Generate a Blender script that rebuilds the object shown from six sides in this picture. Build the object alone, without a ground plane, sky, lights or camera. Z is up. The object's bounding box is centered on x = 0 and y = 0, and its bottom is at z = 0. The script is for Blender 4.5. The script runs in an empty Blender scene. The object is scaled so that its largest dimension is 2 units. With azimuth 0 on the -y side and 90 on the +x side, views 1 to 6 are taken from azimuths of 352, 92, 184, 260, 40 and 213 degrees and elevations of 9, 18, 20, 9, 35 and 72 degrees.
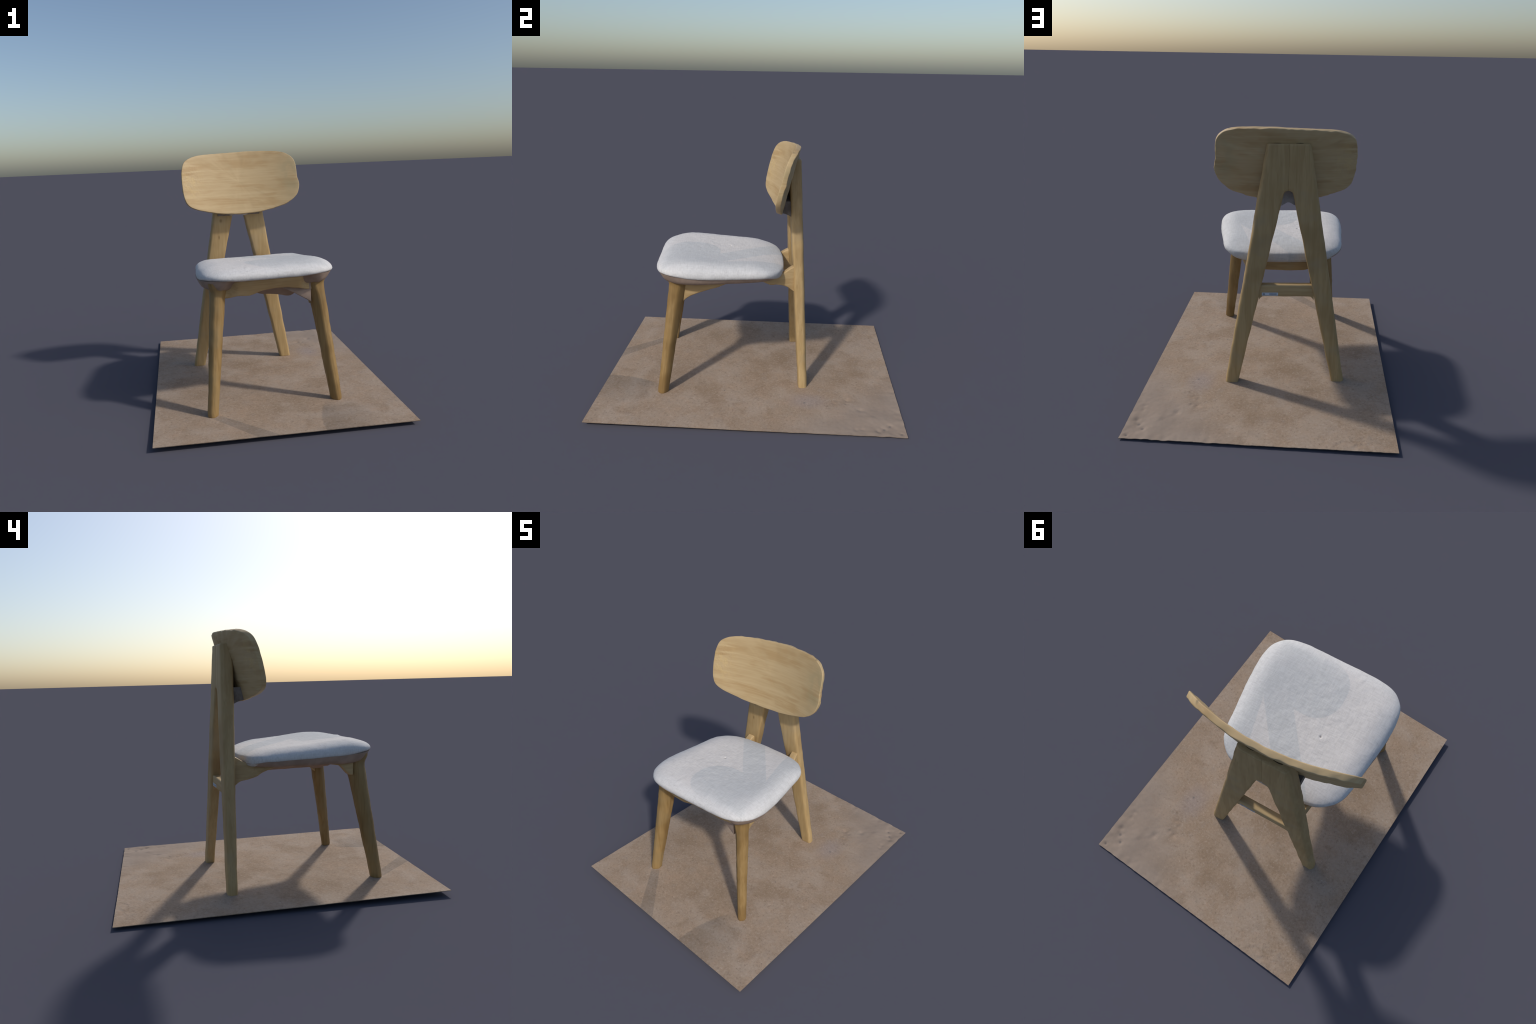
"""Padded oak dining chair with an A-shaped back, standing on a square of brown floor sheet."""
import bpy, math, random
from mathutils import Vector, noise
random.seed(7)

# ------------------------------------------------------------------ frame
YAW = math.radians(5.5)                     # the chair stands turned on its sheet
ORIGIN = Vector((-0.0806, -0.0078, 0.0))    # on the chair's plane of symmetry
COS, SIN = math.cos(YAW), math.sin(YAW)


def to_world(x, y):
    return x * COS - y * SIN + ORIGIN.x, x * SIN + y * COS + ORIGIN.y


def lerp(a, b, t):
    return a + (b - a) * t


def clamp(v, a=0.0, b=1.0):
    return max(a, min(b, v))


def smooth(a, b, v):
    t = clamp((v - a) / (b - a))
    return t * t * (3 - 2 * t)


def table(pts, v):
    """piecewise linear profile through (key, value) points"""
    if v <= pts[0][0]:
        return pts[0][1]
    for (a, p), (b, q) in zip(pts, pts[1:]):
        if v <= b:
            return lerp(p, q, (v - a) / (b - a))
    return pts[-1][1]


def spline(pts, v):
    """smooth profile through (key, value) points (cubic Hermite)"""
    if v <= pts[0][0]:
        return pts[0][1]
    if v >= pts[-1][0]:
        return pts[-1][1]
    n = len(pts)
    i = next(k for k in range(n - 1) if v <= pts[k + 1][0])
    slope = lambda k: (pts[min(k + 1, n - 1)][1] - pts[max(k - 1, 0)][1]) / (pts[min(k + 1, n - 1)][0] - pts[max(k - 1, 0)][0])
    (a, p), (b, q) = pts[i], pts[i + 1]
    h, t = b - a, (v - a) / (b - a)
    return (1 + 2 * t) * (1 - t) ** 2 * p + t * (1 - t) ** 2 * h * slope(i) + t * t * (3 - 2 * t) * q + t * t * (t - 1) * h * slope(i + 1)


def catmull(pts, per, closed=True):
    out, n = [], len(pts)
    for i in range(n if closed else n - 1):
        p = [pts[(i + k) % n] if closed else pts[int(clamp(i + k, 0, n - 1))] for k in (-1, 0, 1, 2)]
        for s in range(per):
            t = s / per
            out.append(tuple(0.5 * (2 * b + (c - a) * t + (2 * a - 5 * b + 4 * c - d) * t * t + (3 * b - a - 3 * c + d) * t ** 3)
                             for a, b, c, d in zip(*p)))
    if not closed:
        out.append(tuple(pts[-1]))
    return out


def resample(pts, count):
    """even spacing along a closed outline"""
    ring = pts + [pts[0]]
    run = [0.0]
    for a, b in zip(ring, ring[1:]):
        run.append(run[-1] + math.dist(a, b))
    out, j = [], 0
    for i in range(count):
        want = run[-1] * i / count
        while run[j + 1] < want:
            j += 1
        t = (want - run[j]) / max(run[j + 1] - run[j], 1e-9)
        out.append(tuple(lerp(p, q, t) for p, q in zip(ring[j], ring[j + 1])))
    return out


def wobble(p, scale, size, seed=0.0):
    q = Vector(p) * scale + Vector((seed * 3.1, seed * 1.7, seed * 5.3))
    return noise.noise_vector(q) * size


# ------------------------------------------------------------------ objects
def empty(name, label, category, loc=(0, 0, 0), yaw=0.0):
    ob = bpy.data.objects.new(name, None)
    ob.location, ob.rotation_euler = loc, (0, 0, yaw)
    ob["label"], ob["category"] = label, category
    bpy.context.scene.collection.objects.link(ob)
    return ob


def mesh_object(name, verts, faces, mat, parent=None, angle=50.0):
    me = bpy.data.meshes.new(name)
    me.from_pydata([tuple(v) for v in verts], [], faces)
    me.validate()
    me.update()
    import bmesh
    bm = bmesh.new()
    bm.from_mesh(me)
    bmesh.ops.recalc_face_normals(bm, faces=bm.faces)
    bm.to_mesh(me)
    bm.free()
    me.materials.append(mat)
    me.shade_smooth()
    me.set_sharp_from_angle(angle=math.radians(angle))
    ob = bpy.data.objects.new(name, me)
    bpy.context.scene.collection.objects.link(ob)
    ob.parent = parent
    return ob


def loft(rings, caps=True):
    """skin over closed rings of equal count; the ends close with a fan"""
    n = len(rings[0])
    verts = [v for r in rings for v in r]
    faces = []
    for k in range(len(rings) - 1):
        for i in range(n):
            j = (i + 1) % n
            faces.append((k * n + i, k * n + j, (k + 1) * n + j, (k + 1) * n + i))
    if caps:
        for k, flip in ((0, True), (len(rings) - 1, False)):
            c = sum((Vector(v) for v in rings[k]), Vector()) / n
            verts.append(tuple(c))
            m = len(verts) - 1
            for i in range(n):
                j = (i + 1) % n
                faces.append((m, k * n + j, k * n + i) if flip else (m, k * n + i, k * n + j))
    return verts, faces


def rounded_rect(u0, u1, v0, v1, radii, arc=4, sides=4, flat=0.0):
    """counter-clockwise from the (u0, v0) corner; radii = (u0v0, u1v0, u1v1, u0v1)"""
    lim = 0.49 * min(u1 - u0, v1 - v0)
    r = [min(x, lim) for x in radii]
    cs = [(u0 + r[0], v0 + r[0], 180), (u1 - r[1], v0 + r[1], 270), (u1 - r[2], v1 - r[2], 0), (u0 + r[3], v1 - r[3], 90)]
    out = []
    for i, (cu, cv, a0) in enumerate(cs):
        for k in range(arc + 1):
            a = math.radians(a0 + 90 * k / arc)
            p = (cu + r[i] * math.cos(a), cv + r[i] * math.sin(a))
            a1, a2 = math.radians(a0), math.radians(a0 + 90)
            chord = tuple(lerp(c + r[i] * f1, c + r[i] * f2, k / arc) for c, f1, f2 in ((cu, math.cos(a1), math.cos(a2)), (cv, math.sin(a1), math.sin(a2))))
            out.append(tuple(lerp(m, q, flat) for m, q in zip(p, chord)))
        nu, nv, na = cs[(i + 1) % 4]
        a = math.radians(na)
        start, end = out[-1], (nu + r[(i + 1) % 4] * math.cos(a), nv + r[(i + 1) % 4] * math.sin(a))
        out += [tuple(lerp(p, q, k / sides) for p, q in zip(start, end)) for k in range(1, sides)]
    return out


# ------------------------------------------------------------------ materials
class Nodes:
    def __init__(self, name):
        self.mat = bpy.data.materials.new(name)
        self.mat.use_nodes = True
        self.t = self.mat.node_tree
        self.bsdf = self.t.nodes["Principled BSDF"]
        self.co = self.t.nodes.new("ShaderNodeTexCoord").outputs["Object"]

    def put(self, sock, v):
        if isinstance(v, bpy.types.NodeSocket):
            self.t.links.new(v, sock)
        elif v is not None:
            if hasattr(sock.default_value, "__len__") and len(sock.default_value) == 4 and len(v) == 3:
                v = (*v, 1.0)
            sock.default_value = v

    def math(self, op, a, b=None, c=None, clampit=False):
        n = self.t.nodes.new("ShaderNodeMath")
        n.operation, n.use_clamp = op, clampit
        for s, v in zip(n.inputs, (a, b, c)):
            self.put(s, v)
        return n.outputs[0]

    def xyz(self, v=None):
        n = self.t.nodes.new("ShaderNodeSeparateXYZ")
        self.put(n.inputs[0], v or self.co)
        return n.outputs

    def scaled(self, scale, rot=(0, 0, 0), loc=(0, 0, 0)):
        n = self.t.nodes.new("ShaderNodeMapping")
        self.put(n.inputs["Vector"], self.co)
        n.inputs["Scale"].default_value, n.inputs["Rotation"].default_value, n.inputs["Location"].default_value = scale, rot, loc
        return n.outputs[0]

    def noise(self, vec, scale, detail=3.0, rough=0.55, dist=0.0):
        n = self.t.nodes.new("ShaderNodeTexNoise")
        self.put(n.inputs["Vector"], vec)
        n.inputs["Scale"].default_value, n.inputs["Detail"].default_value = scale, detail
        n.inputs["Roughness"].default_value, n.inputs["Distortion"].default_value = rough, dist
        return n.outputs["Fac"]

    def voronoi(self, vec, scale):
        n = self.t.nodes.new("ShaderNodeTexVoronoi")
        self.put(n.inputs["Vector"], vec)
        n.inputs["Scale"].default_value = scale
        return n.outputs["Distance"], n.outputs["Color"]

    def step(self, v, a, b):
        """smooth 0..1 as v runs from a to b"""
        n = self.t.nodes.new("ShaderNodeMapRange")
        n.interpolation_type = "SMOOTHSTEP"
        self.put(n.inputs["Value"], v)
        lo, hi, out0, out1 = (a, b, 0.0, 1.0) if a < b else (b, a, 1.0, 0.0)
        n.inputs["From Min"].default_value, n.inputs["From Max"].default_value = lo, hi
        n.inputs["To Min"].default_value, n.inputs["To Max"].default_value = out0, out1
        return n.outputs[0]

    def mix(self, f, a, b, mode="MIX"):
        n = self.t.nodes.new("ShaderNodeMix")
        n.data_type, n.blend_type = "RGBA", mode
        self.put(n.inputs[0], f)
        self.put(n.inputs[6], a)
        self.put(n.inputs[7], b)
        return n.outputs[2]

    def mul(self, a, b):
        return self.math("MULTIPLY", a, b)

    def most(self, *vs):
        r = vs[0]
        for v in vs[1:]:
            r = self.math("MAXIMUM", r, v)
        return r

    def linear(self, xyz, a, b, c=0.0):
        """a*x + b*y + c"""
        return self.math("ADD", self.math("MULTIPLY", xyz[0], a), self.math("MULTIPLY_ADD", xyz[1], b, c))

    def spot(self, xyz, x, y, rx, ry, i=0, j=1):
        """soft round patch, 1 in the middle"""
        u = self.math("MULTIPLY_ADD", xyz[i], 1 / rx, -x / rx)
        v = self.math("MULTIPLY_ADD", xyz[j], 1 / ry, -y / ry)
        d = self.math("SQRT", self.math("ADD", self.mul(u, u), self.mul(v, v)))
        return self.step(d, 1.0, 0.1)

    def finish(self, color, rough, bump=None, strength=0.2, distance=0.002, spec=0.35):
        self.put(self.bsdf.inputs["Base Color"], color)
        self.put(self.bsdf.inputs["Roughness"], rough)
        self.bsdf.inputs["Specular IOR Level"].default_value = spec
        if bump is not None:
            n = self.t.nodes.new("ShaderNodeBump")
            n.inputs["Strength"].default_value, n.inputs["Distance"].default_value = strength, distance
            self.put(n.inputs["Height"], bump)
            self.put(self.bsdf.inputs["Normal"], n.outputs[0])
        return self.mat


def wood(name, grain, pale, mid, dark, seed=0.0, cool=None, patch=0.35, knots=()):
    """oiled wood; grain = stretch per axis (small along the fibres)"""
    w = Nodes(name)
    v = w.scaled(grain, loc=(seed, seed * 0.7, seed * 1.3))
    streak = w.noise(v, 1.0, 4.0, 0.6, 0.3)
    fine = w.noise(w.scaled(tuple(g * 3.2 for g in grain), loc=(seed, 0, 0)), 1.0, 3.0, 0.6)
    broad = w.noise(w.scaled((1, 1, 1), loc=(seed * 2, seed, 0)), 5.0, 2.0, 0.5)
    col = w.mix(w.step(streak, 0.34, 0.66), mid, pale)
    col = w.mix(w.mul(w.step(fine, 0.5, 0.78), 0.45), col, dark)
    col = w.mix(w.mul(w.step(broad, 0.45, 0.75), patch), col, dark)
    if cool:
        broad2 = w.noise(w.scaled((1, 1, 1), loc=(4 + seed, 9, seed)), 6.5, 2.0, 0.5)
        col = w.mix(w.mul(w.step(broad2, 0.5, 0.72), 0.5), col, cool)
    p = w.xyz()
    for x, z, rx, rz in knots:
        k = w.mul(w.spot(p, x, z, rx, rz, 0, 2), w.step(p[1], 0.29, 0.27))
        col = w.mix(w.mul(k, 0.65), col, (0.16, 0.095, 0.035))
    height = w.math("ADD", w.mul(streak, 0.6), w.mul(broad, 1.2))
    return w.finish(col, 0.55, height, 0.25, 0.004, 0.3)


KNOTS = ((-0.137, 1.144, 0.016, 0.022), (-0.155, 1.020, 0.010, 0.024))
PALE, MID, DARK, COOL = (0.50, 0.36, 0.185), (0.43, 0.295, 0.14), (0.33, 0.205, 0.085), (0.42, 0.33, 0.195)
LPALE, LMID, LDARK = (0.325, 0.212, 0.088), (0.270, 0.168, 0.062), (0.165, 0.094, 0.030)
GRAIN_Z = (38.0, 38.0, 2.2)
GRAIN_X = (2.2, 38.0, 42.0)
GRAIN_Y = (38.0, 2.2, 38.0)
wood_post = wood("post_wood", GRAIN_Z, (0.455, 0.320, 0.155), (0.392, 0.266, 0.120), (0.275, 0.172, 0.070), 0.0, (0.38, 0.285, 0.165), 0.4, KNOTS)
wood_leg = wood("leg_wood", GRAIN_Z, LPALE, LMID, LDARK, 3.0, (0.27, 0.195, 0.095), 0.55)
wood_rail = wood("rail_wood", GRAIN_Y, PALE, MID, DARK, 5.0)
wood_cross = wood("crosspiece_wood", GRAIN_X, PALE, MID, DARK, 8.0, COOL)


def backrest_wood():
    w = Nodes("backrest_wood")
    v = w.scaled((2.4, 6.0, 46.0), rot=(0, math.radians(1.5), 0))
    streak = w.noise(v, 1.0, 5.0, 0.62, 0.5)
    fine = w.noise(w.scaled((9.0, 20.0, 190.0)), 1.0, 2.0, 0.6)
    broad = w.noise(w.scaled((1.0, 1.0, 2.4), loc=(1.3, 0, 2.0)), 5.0, 2.0, 0.5)
    p = w.xyz()
    col = w.mix(w.step(streak, 0.25, 0.75), (0.48, 0.34, 0.175), (0.54, 0.40, 0.22))
    brown = w.mul(w.step(broad, 0.46, 0.66), w.step(streak, 0.62, 0.4))
    col = w.mix(w.mul(brown, 0.5), col, (0.40, 0.25, 0.105))
    col = w.mix(w.mul(w.step(fine, 0.55, 0.8), 0.25), col, (0.36, 0.23, 0.10))
    yellow = w.mul(w.spot(p, -0.36, 1.44, 0.13, 0.2, 0, 2), w.step(w.noise(w.co, 26.0, 2.0), 0.42, 0.66))
    col = w.mix(w.mul(yellow, 0.4), col, (0.60, 0.43, 0.19))
    grey = w.mul(w.spot(p, 0.40, 1.47, 0.14, 0.24, 0, 2), w.step(w.noise(w.co, 12.0, 3.0), 0.36, 0.62))
    col = w.mix(w.mul(grey, 0.6), col, (0.40, 0.325, 0.18))
    scuff = w.mul(w.spot(p, 0.352, 1.634, 0.016, 0.009, 0, 2), w.step(w.noise(w.co, 90.0, 2.0), 0.35, 0.5))
    col = w.mix(w.mul(scuff, 0.8), col, (0.13, 0.12, 0.08))
    lumps = w.mul(w.noise(w.co, 75.0, 2.0), w.math("MULTIPLY_ADD", w.spot(p, -0.36, 1.46, 0.13, 0.16, 0, 2), 2.2, 0.25))
    return w.finish(col, 0.55, w.math("ADD", w.mul(streak, 0.5), lumps), 0.35, 0.003, 0.3)


def plain(name, color, var, rough=0.85, scale=14.0):
    w = Nodes(name)
    f = w.noise(w.co, scale, 4.0, 0.6)
    lo = tuple(c * (1 - var) for c in color)
    hi = tuple(min(1, c * (1 + var)) for c in color)
    return w.finish(w.mix(w.step(f, 0.3, 0.7), lo, hi), rough, f, 0.3, 0.003, 0.2)


def packing_material():
    w = Nodes("packing_grey")
    p = w.xyz()
    f = w.noise(w.co, 22.0, 4.0, 0.6)
    pale = w.mix(w.step(f, 0.3, 0.7), (0.33, 0.31, 0.31), (0.48, 0.45, 0.44))
    brown = w.mix(w.step(f, 0.3, 0.7), (0.14, 0.115, 0.095), (0.24, 0.205, 0.18))
    return w.finish(w.mix(w.step(w.math("ABSOLUTE", p[0]), 0.055, 0.075), pale, brown), 0.9, f, 0.3, 0.003, 0.2)


def fabric():
    w = Nodes("woven_fabric")
    p = w.xyz()
    warp = w.noise(w.scaled((16.0, 150.0, 60.0)), 1.0, 3.0, 0.65)
    weft = w.noise(w.scaled((150.0, 16.0, 60.0), loc=(2, 3, 0)), 1.0, 3.0, 0.65)
    weave = w.math("ADD", w.mul(warp, 0.5), w.mul(weft, 0.5))
    slub = w.noise(w.scaled((28.0, 85.0, 40.0), rot=(0, 0, 0.12), loc=(5, 1, 3)), 1.0, 4.0, 0.65)
    broad = w.noise(w.co, 4.5, 2.0, 0.5)
    warm = w.mix(w.step(weave, 0.38, 0.62), (0.568, 0.545, 0.525), (0.640, 0.616, 0.596))
    cool = w.mix(w.step(weave, 0.38, 0.62), (0.488, 0.490, 0.486), (0.555, 0.558, 0.555))
    rim = w.mix(w.step(weave, 0.38, 0.62), (0.590, 0.580, 0.570), (0.662, 0.652, 0.642))
    # backrest and post shadow tinted into the seat colour: rounded block, two bands
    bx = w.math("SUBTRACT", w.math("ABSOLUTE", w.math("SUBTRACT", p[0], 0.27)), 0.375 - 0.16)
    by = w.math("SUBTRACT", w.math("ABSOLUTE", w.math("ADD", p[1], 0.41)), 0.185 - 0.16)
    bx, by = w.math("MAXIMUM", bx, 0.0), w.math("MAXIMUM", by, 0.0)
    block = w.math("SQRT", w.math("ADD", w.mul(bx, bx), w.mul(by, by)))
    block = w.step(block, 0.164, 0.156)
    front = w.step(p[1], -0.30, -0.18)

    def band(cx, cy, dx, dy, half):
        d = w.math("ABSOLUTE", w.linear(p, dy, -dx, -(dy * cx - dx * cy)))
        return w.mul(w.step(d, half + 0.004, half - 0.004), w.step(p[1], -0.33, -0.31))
    painted_shadow = w.most(block, band(0.110, -0.085, -0.6, 0.8, 0.078), band(0.355, -0.07, -0.22, 0.975, 0.082))
    col = w.mix(w.mul(painted_shadow, 1.0), warm, cool)
    # paler, bluer colour along the wrapped edge
    ex = w.step(w.math("ABSOLUTE", w.math("SUBTRACT", p[0], 0.016)), 0.31, 0.40)
    ey = w.step(p[1], -0.54, -0.61)
    col = w.mix(w.mul(w.most(ex, ey), 0.85), col, rim)
    col = w.mix(w.mul(w.step(slub, 0.54, 0.72), 0.36), col, (0.40, 0.385, 0.375))
    col = w.mix(w.mul(w.step(broad, 0.5, 0.75), 0.12), col, (0.60, 0.55, 0.53))
    pit = w.spot(p, -0.089, -0.157, 0.009, 0.006)
    col = w.mix(w.mul(pit, 0.8), col, (0.16, 0.15, 0.15))
    h = w.math("ADD", w.mul(weave, 0.7), w.mul(w.noise(w.co, 40.0, 3.0, 0.6), 0.8))
    w.bsdf.inputs["Sheen Weight"].default_value = 0.1
    return w.finish(col, 0.95, h, 0.5, 0.003, 0.1)


def floor_material():
    w = Nodes("floor_sheet_surface")
    p = w.xyz()
    blotch = w.noise(w.co, 3.2, 4.0, 0.55, 0.4)
    blotch2 = w.noise(w.scaled((1, 1, 1), loc=(7, 3, 0)), 6.0, 4.0, 0.6, 0.3)
    fine = w.noise(w.co, 62.0, 6.0, 0.8)
    warm = w.noise(w.scaled((1, 1, 1), loc=(3, 8, 0)), 16.0, 5.0, 0.65)
    speck, speck_col = w.voronoi(w.co, 85.0)
    pick = w.xyz(speck_col)[0]
    col = w.mix(w.step(blotch, 0.36, 0.64), (0.306, 0.222, 0.154), (0.352, 0.271, 0.204))
    col = w.mix(w.mul(w.step(blotch2, 0.48, 0.68), 0.65), col, (0.262, 0.184, 0.122))
    col = w.mix(w.mul(w.step(warm, 0.5, 0.68), 0.5), col, (0.370, 0.262, 0.182))
    col = w.mix(w.mul(w.step(warm, 0.46, 0.30), 0.45), col, (0.288, 0.228, 0.180))
    brown_blotch = None
    for x, y, rx, ry, s in ((0.053, 0.758, 0.10, 0.22, .6), (0.152, 0.60, 0.10, 0.2, .5), (0.435, 0.872, 0.25, 0.12, .55), (-0.12, 0.20, 0.22, 0.16, .7),
                            (0.05, 0.10, 0.2, 0.12, .6), (-0.484, -0.346, 0.14, 0.1, .6), (-0.326, -0.424, 0.16, 0.08, .6), (0.046, -0.60, 0.25, 0.2, .7),
                            (0.33, -0.30, 0.2, 0.14, .6), (-0.26, 0.42, 0.12, 0.14, .5), (0.5, -0.2, 0.12, 0.1, .5)):
        m = w.mul(w.spot(p, x, y, rx, ry), s)
        brown_blotch = m if brown_blotch is None else w.most(brown_blotch, m)
    brown_blotch = w.mul(brown_blotch, w.step(blotch2, 0.28, 0.56))
    col = w.mix(brown_blotch, col, (0.245, 0.172, 0.112))
    col = w.mix(w.mul(w.spot(p, 0.43, 0.40, 0.13, 0.2), 0.5), col, (0.29, 0.245, 0.235))
    # smoother, greyer corner
    corner = w.step(w.linear(p, 0.75, 0.66, 0.0), 0.62, 0.95)
    col = w.mix(w.mul(corner, 0.75), col, (0.285, 0.226, 0.182))
    grain = w.math("MULTIPLY_ADD", corner, -0.8, 1.0)
    col = w.mix(w.mul(w.step(fine, 0.50, 0.75), w.mul(grain, 0.72)), col, (0.455, 0.370, 0.298))
    col = w.mix(w.mul(w.step(fine, 0.48, 0.28), w.mul(grain, 0.92)), col, (0.185, 0.132, 0.096))
    col = w.mix(w.mul(w.mul(w.step(pick, 0.91, 0.94), w.step(speck, 0.40, 0.2)), w.mul(grain, 0.2)), col, (0.58, 0.50, 0.44))
    col = w.mix(w.mul(w.mul(w.step(pick, 0.05, 0.03), w.step(speck, 0.40, 0.2)), w.mul(grain, 0.30)), col, (0.15, 0.12, 0.10))
    for x, y, r in ((0.344, -0.166, 0.008), (0.667, 0.907, 0.014), (0.70, 0.867, 0.016), (0.742, 0.97, 0.012), (0.45, 0.377, 0.012)):
        col = w.mix(w.mul(w.spot(p, x, y, r, r), 0.6), col, (0.10, 0.095, 0.095))
    # two crisp-edged shadows by the front legs, darkened into the floor colour
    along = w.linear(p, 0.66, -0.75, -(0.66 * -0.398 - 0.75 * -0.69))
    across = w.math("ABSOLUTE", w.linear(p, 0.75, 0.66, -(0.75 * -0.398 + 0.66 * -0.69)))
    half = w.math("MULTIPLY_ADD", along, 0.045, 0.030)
    leg_shadow_stripe = w.mul(w.step(w.math("SUBTRACT", across, half), 0.004, -0.004), w.step(along, -0.01, 0.01))
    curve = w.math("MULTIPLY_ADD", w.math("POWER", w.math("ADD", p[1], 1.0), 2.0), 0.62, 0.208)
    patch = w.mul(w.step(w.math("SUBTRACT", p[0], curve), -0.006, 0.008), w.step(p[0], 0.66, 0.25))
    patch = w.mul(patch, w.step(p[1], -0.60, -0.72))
    grey = w.most(w.mul(leg_shadow_stripe, 0.9), w.mul(patch, 0.95))
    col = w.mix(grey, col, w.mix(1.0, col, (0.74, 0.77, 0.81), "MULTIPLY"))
    h = w.math("ADD", w.mul(fine, grain), w.mul(w.noise(w.co, 22.0, 3.0), 0.8))
    return w.finish(col, 0.9, h, 0.35, 0.003, 0.2)


# ------------------------------------------------------------------ floor sheet
CORNERS = {"a": (-0.774, -0.999, 0.035), "b": (0.774, -1.000, 0.028), "c": (0.776, 1.000, 0.006), "d": (-0.776, 1.0, 0.018)}
DENTS = ((0.505, 0.741, 0.020, -0.008), (0.402, 0.663, 0.020, -0.008), (0.438, 0.655, 0.012, -0.006), (0.444, 0.575, 0.010, -0.005), (0.409, 0.599, 0.010, -0.005),
         (0.722, 0.829, 0.018, -0.009), (0.700, 0.867, 0.02, -0.009), (0.667, 0.907, 0.02, -0.009), (0.742, 0.97, 0.012, -0.008), (0.718, 0.691, 0.014, -0.005),
         (0.713, 0.731, 0.012, -0.005), (0.74, 0.80, 0.035, 0.008), (0.60, 0.80, 0.03, 0.004), (0.755, 0.885, 0.03, 0.006))


def floor_height(x, y):
    u, v = clamp((x + 0.775) / 1.55), clamp((y + 1) / 2)
    z = lerp(lerp(CORNERS["a"][2], CORNERS["b"][2], u), lerp(CORNERS["d"][2], CORNERS["c"][2], u), v)
    rough_c = smooth(0.55, 1.0, 0.75 * x + 0.66 * y)
    rough_d = smooth(0.15, 0.0, math.hypot((x + 0.55) * 0.5, y - 0.95))
    z += 0.003 * rough_c + noise.noise(Vector((x * 9, y * 9, 1))) * (0.0008 + 0.0028 * rough_c)
    z += noise.noise(Vector((x * 38, y * 38, 5))) * (0.0004 + 0.0008 * rough_c + 0.003 * rough_d)
    for dx, dy, r, h in DENTS:
        q = ((x - dx) ** 2 + (y - dy) ** 2) / (r * r)
        if q < 6:
            z += 0.7 * h * math.exp(-q)
    z += 0.006 * rough_c * smooth(0.93, 0.99, y) * noise.noise(Vector((x * 20, 3, 0)))
    return max(z, 0.0035)


def build_floor():
    nx, ny = 230, 290
    verts, faces = [], []
    for layer in (0, 1):
        for j in range(ny + 1):
            for i in range(nx + 1):
                u, v = i / nx, j / ny
                x = lerp(lerp(CORNERS["a"][0], CORNERS["b"][0], u), lerp(CORNERS["d"][0], CORNERS["c"][0], u), v)
                y = lerp(lerp(CORNERS["a"][1], CORNERS["b"][1], u), lerp(CORNERS["d"][1], CORNERS["c"][1], u), v)
                if j == ny and 0 < i < nx:
                    y -= 0.003 * abs(noise.noise(Vector((x * 17, 0, 2)))) + 0.002 * abs(noise.noise(Vector((x * 60, 0, 4))))
                if i == nx and 0 < j < ny and v > 0.75:
                    x -= 0.005 * abs(noise.noise(Vector((2, y * 14, 0)))) * smooth(0.75, 0.9, v)
                top = floor_height(x, y)
                if layer == 0:
                    verts.append((x, y, top))
                else:
                    verts.append((x * 0.998, y * 0.9985, max(top - 0.0045, 0.0)))
    n = (nx + 1) * (ny + 1)
    for j in range(ny):
        for i in range(nx):
            a = j * (nx + 1) + i
            q = (a, a + 1, a + nx + 2, a + nx + 1)
            faces.append(q)
            faces.append(tuple(n + k for k in reversed(q)))
    edge = [i for i in range(nx)] + [j * (nx + 1) + nx for j in range(ny)] + [ny * (nx + 1) + i for i in range(nx, 0, -1)] + [j * (nx + 1) for j in range(ny, 0, -1)]
    for k, a in enumerate(edge):
        b = edge[(k + 1) % len(edge)]
        faces.append((b, a, n + a, n + b))
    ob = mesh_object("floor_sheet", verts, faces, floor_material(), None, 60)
    ob["label"] = "square sheet of worn brown concrete floor under the chair"
    ob["category"] = "floor"
    return ob


# ------------------------------------------------------------------ the chair
chair = empty("chair", "oak dining chair with white padded seat and curved backrest", "chair", ORIGIN, YAW)


def chair_floor(x, y):
    return floor_height(*to_world(x, y))


# backrest: a bent oval board, leaning back
def board_front(x, z):
    return 0.161 + 0.255 * (z - 1.2) - 0.445 * x * x + 0.034 * x


BOARD_THICK = 0.032


def board_back(x, z):
    return board_front(x, z) + BOARD_THICK * 1.05


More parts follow.
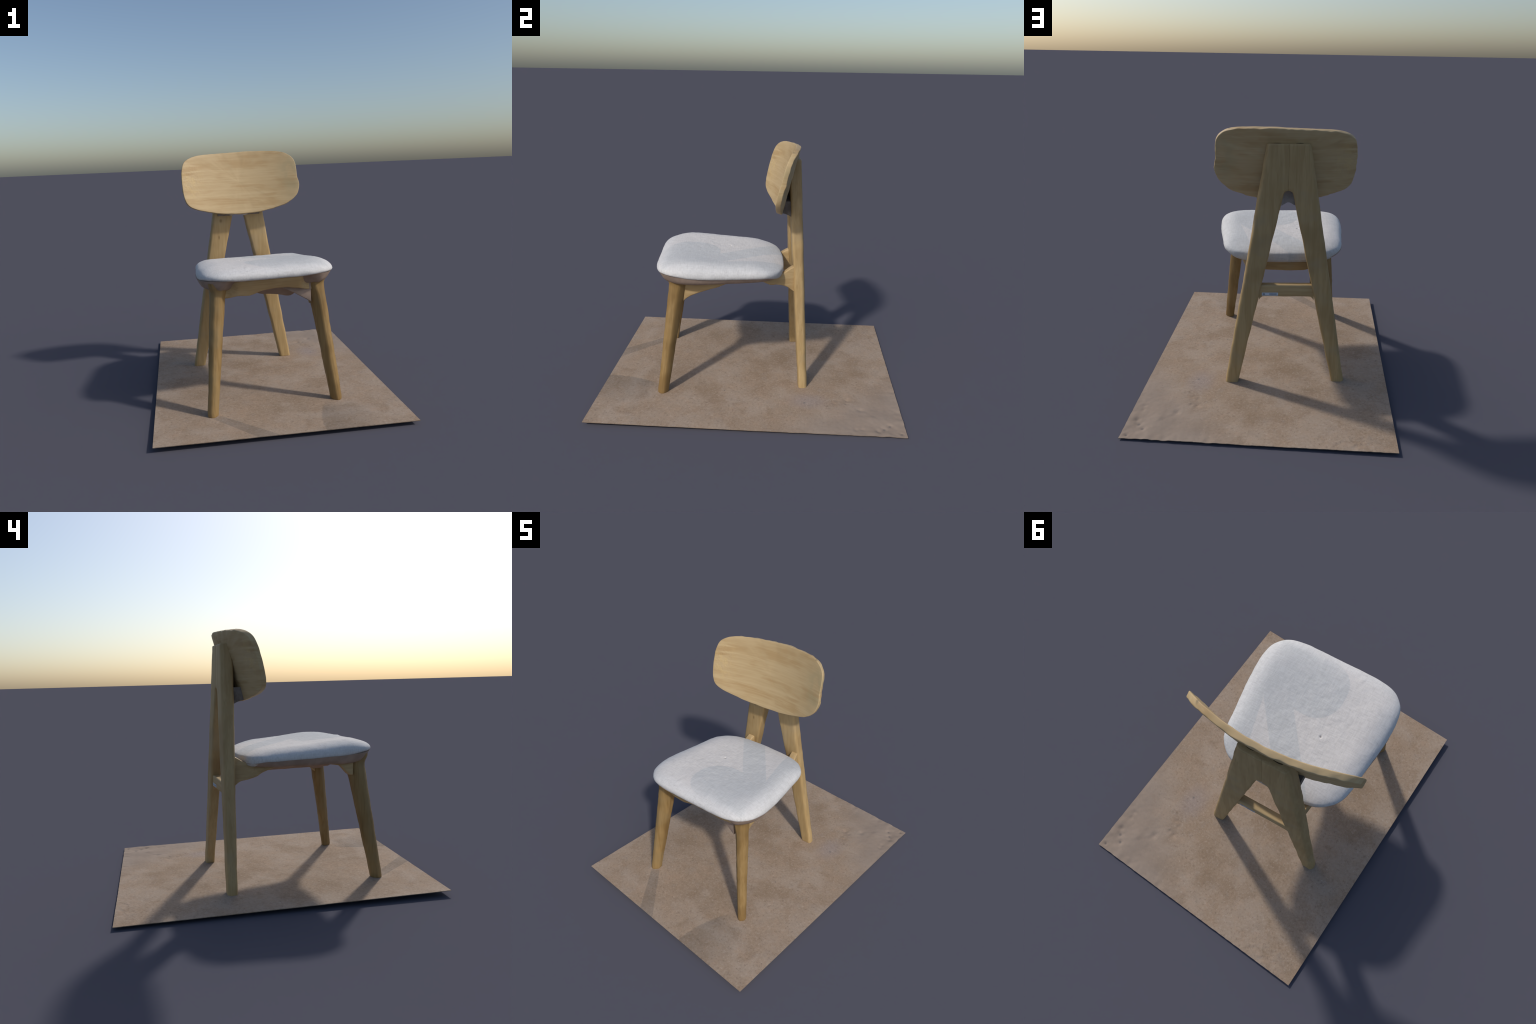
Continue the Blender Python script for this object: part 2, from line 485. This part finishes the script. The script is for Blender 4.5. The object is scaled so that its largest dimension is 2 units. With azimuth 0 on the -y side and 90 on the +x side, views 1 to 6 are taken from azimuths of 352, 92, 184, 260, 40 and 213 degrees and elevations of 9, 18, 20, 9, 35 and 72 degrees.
def build_backrest():
    outline = [(0.000, 1.6445), (0.120, 1.6475), (0.230, 1.6460), (0.335, 1.6360), (0.390, 1.6130), (0.422, 1.5800), (0.436, 1.5300), (0.438, 1.4500),
               (0.446, 1.4050), (0.441, 1.3600), (0.425, 1.3200), (0.388, 1.2840), (0.327, 1.2500), (0.240, 1.2245), (0.140, 1.2050), (0.030, 1.1975),
               (-0.080, 1.1995), (-0.173, 1.2100), (-0.265, 1.2300), (-0.330, 1.2490), (-0.382, 1.2780), (-0.411, 1.3300), (-0.420, 1.4060), (-0.421, 1.4730),
               (-0.416, 1.5260), (-0.395, 1.5790), (-0.351, 1.6105), (-0.292, 1.6255), (-0.200, 1.6360), (-0.100, 1.6400)]
    ring = resample(catmull(outline, 10), 220)
    cx, cz = 0.009, 1.425
    rings = []

    def add(inset, depth, k=1.0, seed=0.0):
        r = []
        for x, z in ring:
            dx, dz = cx - x, cz - z
            d = math.hypot(dx, dz)
            f = (1 - k) if k < 1 else inset / d
            f = f if k == 1 else f + inset / d * k
            px, pz = x + dx * f, z + dz * f
            y = board_front(px, pz) + depth * 0.968
            pz -= depth * 0.25
            jig = wobble((px, y, pz), 16, 0.0018, 2) + wobble((px, y, pz), 45, 0.0008, 4)
            if depth > 0.5 * BOARD_THICK:
                jig += wobble((px, 1, pz), 34, 0.0042, 6)
            r.append((px + jig.x * (k == 1), y + jig.y, pz + jig.z * (k == 1)))
        rings.append(r)
    T = BOARD_THICK
    for k in (0.03, 0.15, 0.3, 0.45, 0.6, 0.74, 0.86, 0.94):
        add(0.006, 0.0, k)
    for a in range(5):
        t = math.radians(90 * a / 4)
        add(0.005 * (1 - math.sin(t)), 0.005 * (1 - math.cos(t)))
    add(0.0005, T * 0.5)
    for a in range(5):
        t = math.radians(90 * a / 4)
        add(0.001 + 0.005 * (1 - math.cos(t)), T - 0.005 * (1 - math.sin(t)))
    for k in (0.94, 0.86, 0.74, 0.6, 0.45, 0.3, 0.15, 0.03):
        add(0.006, T, k)
    v, f = loft(rings)
    return mesh_object("backrest", v, f, backrest_wood(), chair, 60)


# the A-shaped back: two posts that meet above the crotch
FOOT = 0.026


def post_outer(z):
    return 0.384 - 0.168 * (z - 0.03)


def post_inner(z):
    line = 0.3035 - 0.2225 * (z - 0.023)
    if z < 1.252:
        return line
    if z < 1.283:
        return 0.030 * math.sqrt(max(0.0, 1 - ((z - 1.252) / 0.031) ** 2)) + 0.0001
    return 0.0001


def post_back(z):
    return 0.371 - 0.0385 * (z - 0.03)


def post_front(z):
    return 0.311 - 0.054 * (z - 0.03)


def build_post(side):
    levels = [i * 0.03 for i in range(2, 42)] + [1.246 + i * 0.0035 for i in range(12)] + [1.30 + i * 0.02 for i in range(13)]
    levels = [z for z in levels if z < 1.548] + [1.549, 1.5535, 1.555]
    xm = side * 0.345
    base = chair_floor(xm, 0.34) - 0.004
    levels = [base, base + 0.004, base + 0.012] + [z for z in levels if z > base + 0.02]
    rings = []
    for z in levels:
        shrink = 0.004 if z == base else 0.0
        if z > 1.5485:
            shrink = 0.006 * (1 - math.sqrt(max(0, 1 - ((z - 1.549) / 0.0061) ** 2)))
        a, b = post_inner(z) + (shrink if z < 1 else 0), post_outer(z) - shrink
        y0, y1 = post_front(z) + shrink, post_back(z) - shrink
        inner_r = 0.010 * smooth(1.30, 1.24, z) + 0.0024
        sect = rounded_rect(a, b, y0, y1, (inner_r, 0.016, 0.021, inner_r), 5, 4, 0.25)
        ring = []
        for x, y in sect:
            y = max(y, min(board_back(side * x, z) - 0.006, y1 - 0.003))
            p = Vector((side * x, y, z))
            seam = smooth(0.0, 0.02, x)
            j = wobble(p, 9, 0.0035, 1 + side) + wobble(p, 34, 0.0016, 7)
            ring.append((p.x + j.x * seam, p.y + j.y * seam * 0.8, z))
        rings.append(ring if side > 0 else ring[::-1])
    v, f = loft(rings)
    return mesh_object("back_leg", v, f, wood_post, chair, 45)


def build_front_leg(side):
    key = lambda *v: [(z, q) for z, q in zip((0.03, 0.40, 0.70, 0.84), v)]
    off, fore = (0.0, 0.0) if side > 0 else (-0.013, -0.012)
    inner, outer = key(0.380, 0.330, 0.290, 0.272), key(0.446, 0.412, 0.382, 0.370)
    front, back = key(-0.646, -0.600, -0.562, -0.545), key(-0.577, -0.513, -0.458, -0.430)
    r_in_front, r_out_front, r_out_back, r_in_back = key(0.030, 0.036, 0.042, 0.03), key(0.022, 0.025, 0.026, 0.02), key(0.030, 0.042, 0.058, 0.05), key(0.011, 0.013, 0.014, 0.014)
    base = chair_floor(side * 0.40, -0.61) - 0.004
    levels = [base, base + 0.003, base + 0.012] + [0.06 + 0.026 * i for i in range(28)] + [0.785, 0.80, 0.815, 0.83, 0.845]
    rings = []
    for z in levels:
        s = 0.005 if z == base else 0.0015 if z == base + 0.003 else 0.0
        bell = 0.020 * smooth(0.775, 0.845, z)
        flare = 0.0 if z < 0.66 else 0.018 * ((z - 0.66) / 0.18) ** 2
        sect = rounded_rect(table(inner, z) + off + s - flare * 0.7, table(outer, z) + off - s + bell, table(front, z) + fore + s - bell, table(back, z) + fore - s + flare,
                            (table(r_in_front, z), table(r_out_front, z), table(r_out_back, z), table(r_in_back, z)), 4, 4, 0.72)
        ring = []
        for x, y in sect:
            p = Vector((side * x, y, z))
            j = wobble(p, 8, 0.0024, 4 + side) + wobble(p, 30, 0.0022, 9 + side)
            ring.append((p.x + j.x, y + j.y, z))
        rings.append(ring if side > 0 else ring[::-1])
    v, f = loft(rings)
    return mesh_object("front_leg", v, f, wood_leg, chair, 50)


def build_side_rail(side):
    top = [(-0.475, 0.80), (0.10, 0.80), (0.18, 0.808), (0.215, 0.824), (0.24, 0.842), (0.262, 0.852), (0.285, 0.856)]
    if side > 0:
        bottom = [(-0.475, 0.640), (-0.45, 0.668), (-0.40, 0.698), (-0.247, 0.752), (-0.18, 0.775), (-0.12, 0.785), (0.0, 0.785), (0.06, 0.768), (0.10, 0.742),
                  (0.177, 0.731), (0.213, 0.720), (0.245, 0.700), (0.285, 0.662)]
        mid = [(-0.475, 0.312), (-0.2, 0.322), (0.0, 0.288), (0.12, 0.240), (0.285, 0.208)]
    else:
        bottom = [(-0.475, 0.705), (-0.45, 0.715), (-0.42, 0.746), (-0.385, 0.776), (-0.28, 0.791), (-0.15, 0.793), (0.0, 0.785), (0.06, 0.764), (0.10, 0.742),
                  (0.123, 0.724), (0.175, 0.707), (0.231, 0.694), (0.26, 0.674), (0.285, 0.645)]
        mid = [(-0.475, 0.328), (-0.2, 0.318), (0.0, 0.262), (0.12, 0.205), (0.285, 0.176)]
    rings = []
    for i in range(61):
        y = lerp(-0.475, 0.285, i / 60)
        m, b, t = spline(mid, y), spline(bottom, y), table(top, y)
        half = 0.027
        ring = []
        for x, z in rounded_rect(m - half, m + half, b, t, (0.009,) * 4, 3, 4):
            j = wobble((side * x, y, z), 14, 0.0035, 12 + side)
            ring.append((side * x + j.x, y, z + j.z))
        rings.append(ring)
    v, f = loft(rings)
    return mesh_object("side_rail", v, f, wood_rail, chair, 50)


def build_cross_board(name, y0, y1, half, bottom, top, mat, seed, steps=48, radius=0.008, rough=0.003, top_table=None, lean=None):
    rings = []
    for i in range(steps + 1):
        x = lerp(-half, half, i / steps)
        ring = []
        for y, z in rounded_rect(y0, y1, table(bottom, x), table(top_table, x) if top_table else top, (radius,) * 4, 3, 4):
            j = wobble((x, y, z), 15, rough, seed)
            out = lean[0] * clamp((z - lean[1]) / (lean[2] - lean[1])) * clamp((y1 - y) / (y1 - y0)) if lean else 0.0
            out -= (out + 0.028) * smooth(0.19, 0.28, abs(x)) * clamp((y1 - y) / (y1 - y0)) if lean else 0.0
            ring.append((x, y + j.y - out, z + j.z))
        rings.append(ring)
    v, f = loft(rings)
    return mesh_object(name, v, f, mat, chair, 50)


# the seat pad
SEAT_X = 0.016
HALF_PLAN = [(0.0, -0.640), (0.150, -0.640), (0.255, -0.636), (0.333, -0.618), (0.388, -0.577), (0.420, -0.524), (0.434, -0.452), (0.435, -0.380), (0.427, -0.270),
             (0.414, -0.165), (0.400, -0.060), (0.390, 0.020), (0.372, 0.086), (0.334, 0.138), (0.280, 0.177), (0.200, 0.201), (0.100, 0.211), (0.0, 0.213)]


def seat_top(x, y):
    z = spline([(-0.66, 0.927), (-0.56, 0.929), (-0.50, 0.930), (-0.43, 0.927), (-0.34, 0.921), (-0.25, 0.913), (-0.16, 0.906), (-0.05, 0.899), (0.04, 0.893), (0.12, 0.886), (0.22, 0.873)], y)
    return z + 0.008 * clamp(abs(x) / 0.27, 0, 1.15) ** 2 * smooth(-0.64, -0.40, y) * (1 - 0.8 * smooth(0.0, 0.15, y))


def seat_rim(y):
    return table([(-0.65, 0.879), (-0.55, 0.875), (-0.36, 0.862), (-0.19, 0.855), (-0.05, 0.850), (0.10, 0.845), (0.22, 0.845)], y)


def seat_plan(count):
    right = HALF_PLAN
    left = [(-x, y) for x, y in HALF_PLAN[-2:0:-1]]
    return resample(catmull(right + left, 8), count)


def build_seat():
    plan = seat_plan(260)
    cy = -0.22
    rings = []

    def ring_at(scale, zfun, lump=1.0):
        r = []
        for x, y in plan:
            px, py = x * scale, cy + (y - cy) * scale
            z = zfun(px, py, x, y)
            p = Vector((px + SEAT_X, py, z))
            j = wobble(p, 7, 0.0016, 21) + wobble(p, 22, 0.0015, 23) + wobble(p, 60, 0.0008, 25)
            p += j * lump
            for dx, dy, rad, h in ((-0.089, -0.157, 0.007, -0.008), (-0.138, -0.565, 0.012, 0.004), (-0.150, -0.552, 0.007, -0.004), (0.107, -0.577, 0.012, 0.004), (0.06, -0.03, 0.05, 0.002)):
                q = ((p.x - dx) ** 2 + (p.y - dy) ** 2) / rad ** 2
                if q < 6:
                    p.z += h * math.exp(-q)
            r.append(tuple(p))
        rings.append(r)

    def top_at(inset):
        def f(px, py, x, y):
            t = clamp(inset / 0.145)
            return seat_rim(y) + (seat_top(px, py) - seat_rim(y)) * (1 - (1 - t) ** 2.2) ** (1 / 2.1)
        return f
    # underneath: tucked under the rim
    R = 0.43
    for inset, drop in ((0.030, 0.027), (0.009, 0.022), (0.003, 0.015), (0.0008, 0.007)):
        ring_at(1 - inset / R, lambda px, py, x, y, d=drop: seat_rim(y) - d * (1.0 + 1.2 * smooth(0.08, 0.2, y) - 0.45 * smooth(0.46, 0.54, math.hypot(x, y - cy)) * smooth(-0.2, -0.4, y)), 0.8)
    ring_at(1.0, lambda px, py, x, y: seat_rim(y))
    for inset in (0.003, 0.009, 0.018, 0.03, 0.045, 0.062, 0.082, 0.105, 0.13, 0.155, 0.185):
        ring_at(1 - inset / R, top_at(inset))
    k = 1 - 0.185 / R
    n = 64
    for i in range(1, n):
        s = k * (1 - i / n)
        ring_at(max(s, 0.004), lambda px, py, x, y: seat_top(px, py))
    v, f = loft(rings)
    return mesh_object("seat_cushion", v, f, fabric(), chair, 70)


def build_seat_pan():
    plan = seat_plan(160)
    cy = -0.22
    rings = []
    for inset, kind in ((0.005, 0.0), (0.011, 0.22), (0.020, 0.52), (0.031, 0.80), (0.046, 0.96), (0.10, 1.0), (0.16, 1.0), (0.2, 1.0), (0.25, 1.0), (0.3, 1.0), (0.35, 1.0), (0.40, 1.0), (0.425, 1.0)):
        r = []
        for x, y in plan:
            reach = math.hypot(x, y - cy)
            corner = smooth(0.46, 0.54, reach) * smooth(-0.2, -0.4, y)
            s = 1 - inset * (1 + 0.4 * corner) / max(0.43, reach) if inset < 0.09 else 1 - inset / 0.43
            px, py = x * s + SEAT_X * 0.7, cy + (y - cy) * s
            low = 0.789 - 0.066 * smooth(0.28, 0.06, abs(px - 0.07)) * smooth(-0.50, -0.44, py) * smooth(0.16, 0.08, py)
            low -= 0.036 * math.exp(-((px - 0.19) / 0.10) ** 2 - ((py + 0.42) / 0.09) ** 2)
            tuck = smooth(-0.50, -0.56, y) * smooth(0.36, 0.27, abs(x)) if inset < 0.09 else 0.0
            low = lerp(low, seat_rim(y) - 0.030, tuck)
            z = lerp(seat_rim(y) - 0.016 - 0.02 * smooth(0.08, 0.2, y), low, kind)
            p = Vector((px, py, z))
            p += wobble(p, 12, 0.003, 31)
            r.append(tuple(p))
        rings.append(r)
    top = [(x * 0.9 + SEAT_X * 0.7, cy + (y - cy) * 0.9, seat_rim(y) - 0.01) for x, y in plan]
    rings.insert(0, top)
    v, f = loft(rings)
    return mesh_object("seat_pan", v, f, plain("seat_underside_cloth", (0.36, 0.27, 0.215), 0.12), chair, 60)


def build_gap_filler():
    """the packing between the foot of the backrest and the posts"""
    rings = []
    for i in range(33):
        x = lerp(-0.158, 0.158, i / 32)
        arch = 0.022 * smooth(0.05, 0.0, abs(x + 0.005))
        zb, zp = 1.206 + arch * 0.3, 1.176 + arch
        r = []
        for k in range(7):       # down the board side
            z = lerp(1.285, zb, k / 6)
            r.append((x, board_back(x, z) - 0.008, z))
        for k in range(1, 6):    # under side, towards the posts
            t = k / 6
            r.append((x, lerp(board_back(x, zb) - 0.008, post_front(zp) + 0.008, t), lerp(zb, zp, t) + 0.006 * math.sin(math.pi * t)))
        for k in range(7):       # up the post side
            z = lerp(zp, 1.285, k / 6)
            r.append((x, max(post_front(z) + 0.006, board_back(x, z) - 0.004), z))
        rings.append([(a, b + wobble((a, b, c), 18, 0.003, 41).y, c) for a, b, c in r])
    v, f = loft(rings)
    return mesh_object("backrest_packing", v, f, packing_material(), chair, 50)


def build_corner_block():
    """gusset behind the front apron at one corner"""
    rings = []
    for i in range(13):
        t = i / 12
        x = lerp(0.285, 0.075, t)
        zb = table([(0.0, 0.664), (0.5, 0.728), (1.0, 0.778)], t)
        y0, y1 = lerp(-0.535, -0.50, t), lerp(-0.445, -0.42, t)
        rings.append([(x + wobble((x, y, z), 20, 0.002, 51).x, y, z) for y, z in rounded_rect(y0, y1, zb, 0.80, (0.006,) * 4, 3, 3)])
    v, f = loft(rings)
    return mesh_object("corner_block", v, f, bpy.data.materials["seat_underside_cloth"], chair, 50)


def build_label():
    """paper sticker on the stretcher, with a small emblem and two printed lines"""
    paper = plain("label_paper", (0.56, 0.60, 0.66), 0.05, 0.7, 30)
    ink = plain("label_ink", (0.26, 0.29, 0.34), 0.05, 0.8, 30)
    y = 0.3322

    def plate(name, x0, x1, z0, z1, y, mat, parent, thick=0.0012):
        r = [[(x, yy, z) for x, z in rounded_rect(x0, x1, z0, z1, (0.002,) * 4, 2, 2)] for yy in (y - 0.004, y + thick)]
        v, f = loft(r)
        return mesh_object(name, v, f, mat, parent, 40)
    tag = plate("label", 0.052, 0.153, 0.6185, 0.6385, y, paper, chair)
    plate("printed_line", 0.060, 0.108, 0.6295, 0.6335, y + 0.0008, ink, tag)
    plate("printed_line", 0.060, 0.108, 0.6235, 0.6275, y + 0.0008, ink, tag)
    plate("printed_emblem", 0.134, 0.148, 0.6225, 0.6345, y + 0.0008, ink, tag)


build_floor()
for s in (1, -1):
    build_post(s)
for s in (1, -1):
    build_front_leg(s)
for s in (1, -1):
    build_side_rail(s)
build_backrest()
build_gap_filler()
build_seat()
build_seat_pan()
build_cross_board("front_apron", -0.560, -0.500, 0.29, [(-0.29, 0.738), (-0.262, 0.738), (-0.20, 0.749), (-0.12, 0.747), (-0.05, 0.769), (0.03, 0.782), (0.12, 0.780), (0.20, 0.768), (0.25, 0.752), (0.29, 0.745)],
                  0.860, wood_cross, 61, lean=(0.056, 0.765, 0.858))
build_cross_board("back_apron", 0.104, 0.144, 0.225, [(-0.225, 0.744), (-0.17, 0.728), (-0.12, 0.715), (0.0, 0.712), (0.225, 0.722)], 0.828, wood_cross, 63)
build_corner_block()
build_cross_board("stretcher", 0.284, 0.332, 0.172, [(-0.172, 0.585), (-0.163, 0.600), (-0.150, 0.610), (-0.135, 0.611), (0.135, 0.611), (0.150, 0.610), (0.163, 0.600), (0.172, 0.585)],
                  0.6885, wood_cross, 65, 64, 0.007, 0.0015)
build_label()
dark = plain("dark_oval_brown", (0.085, 0.058, 0.03), 0.2, 0.9, 40)
for cx in (0.068, -0.062):        # two dark ovals at the head of the posts, against the backrest
    rings = []
    for k in range(9):
        a = math.pi * (k + 0.5) / 9
        rings.append([(cx + 0.026 * math.sin(a) * math.cos(t), board_back(cx, 1.553) - 0.001 + 0.006 * math.sin(a) * math.sin(t), 1.5535 - 0.004 * math.cos(a)) for t in [math.tau * i / 20 for i in range(20)]])
    v, f = loft(rings)
    mesh_object("dark_oval", v, f, dark, chair, 60)
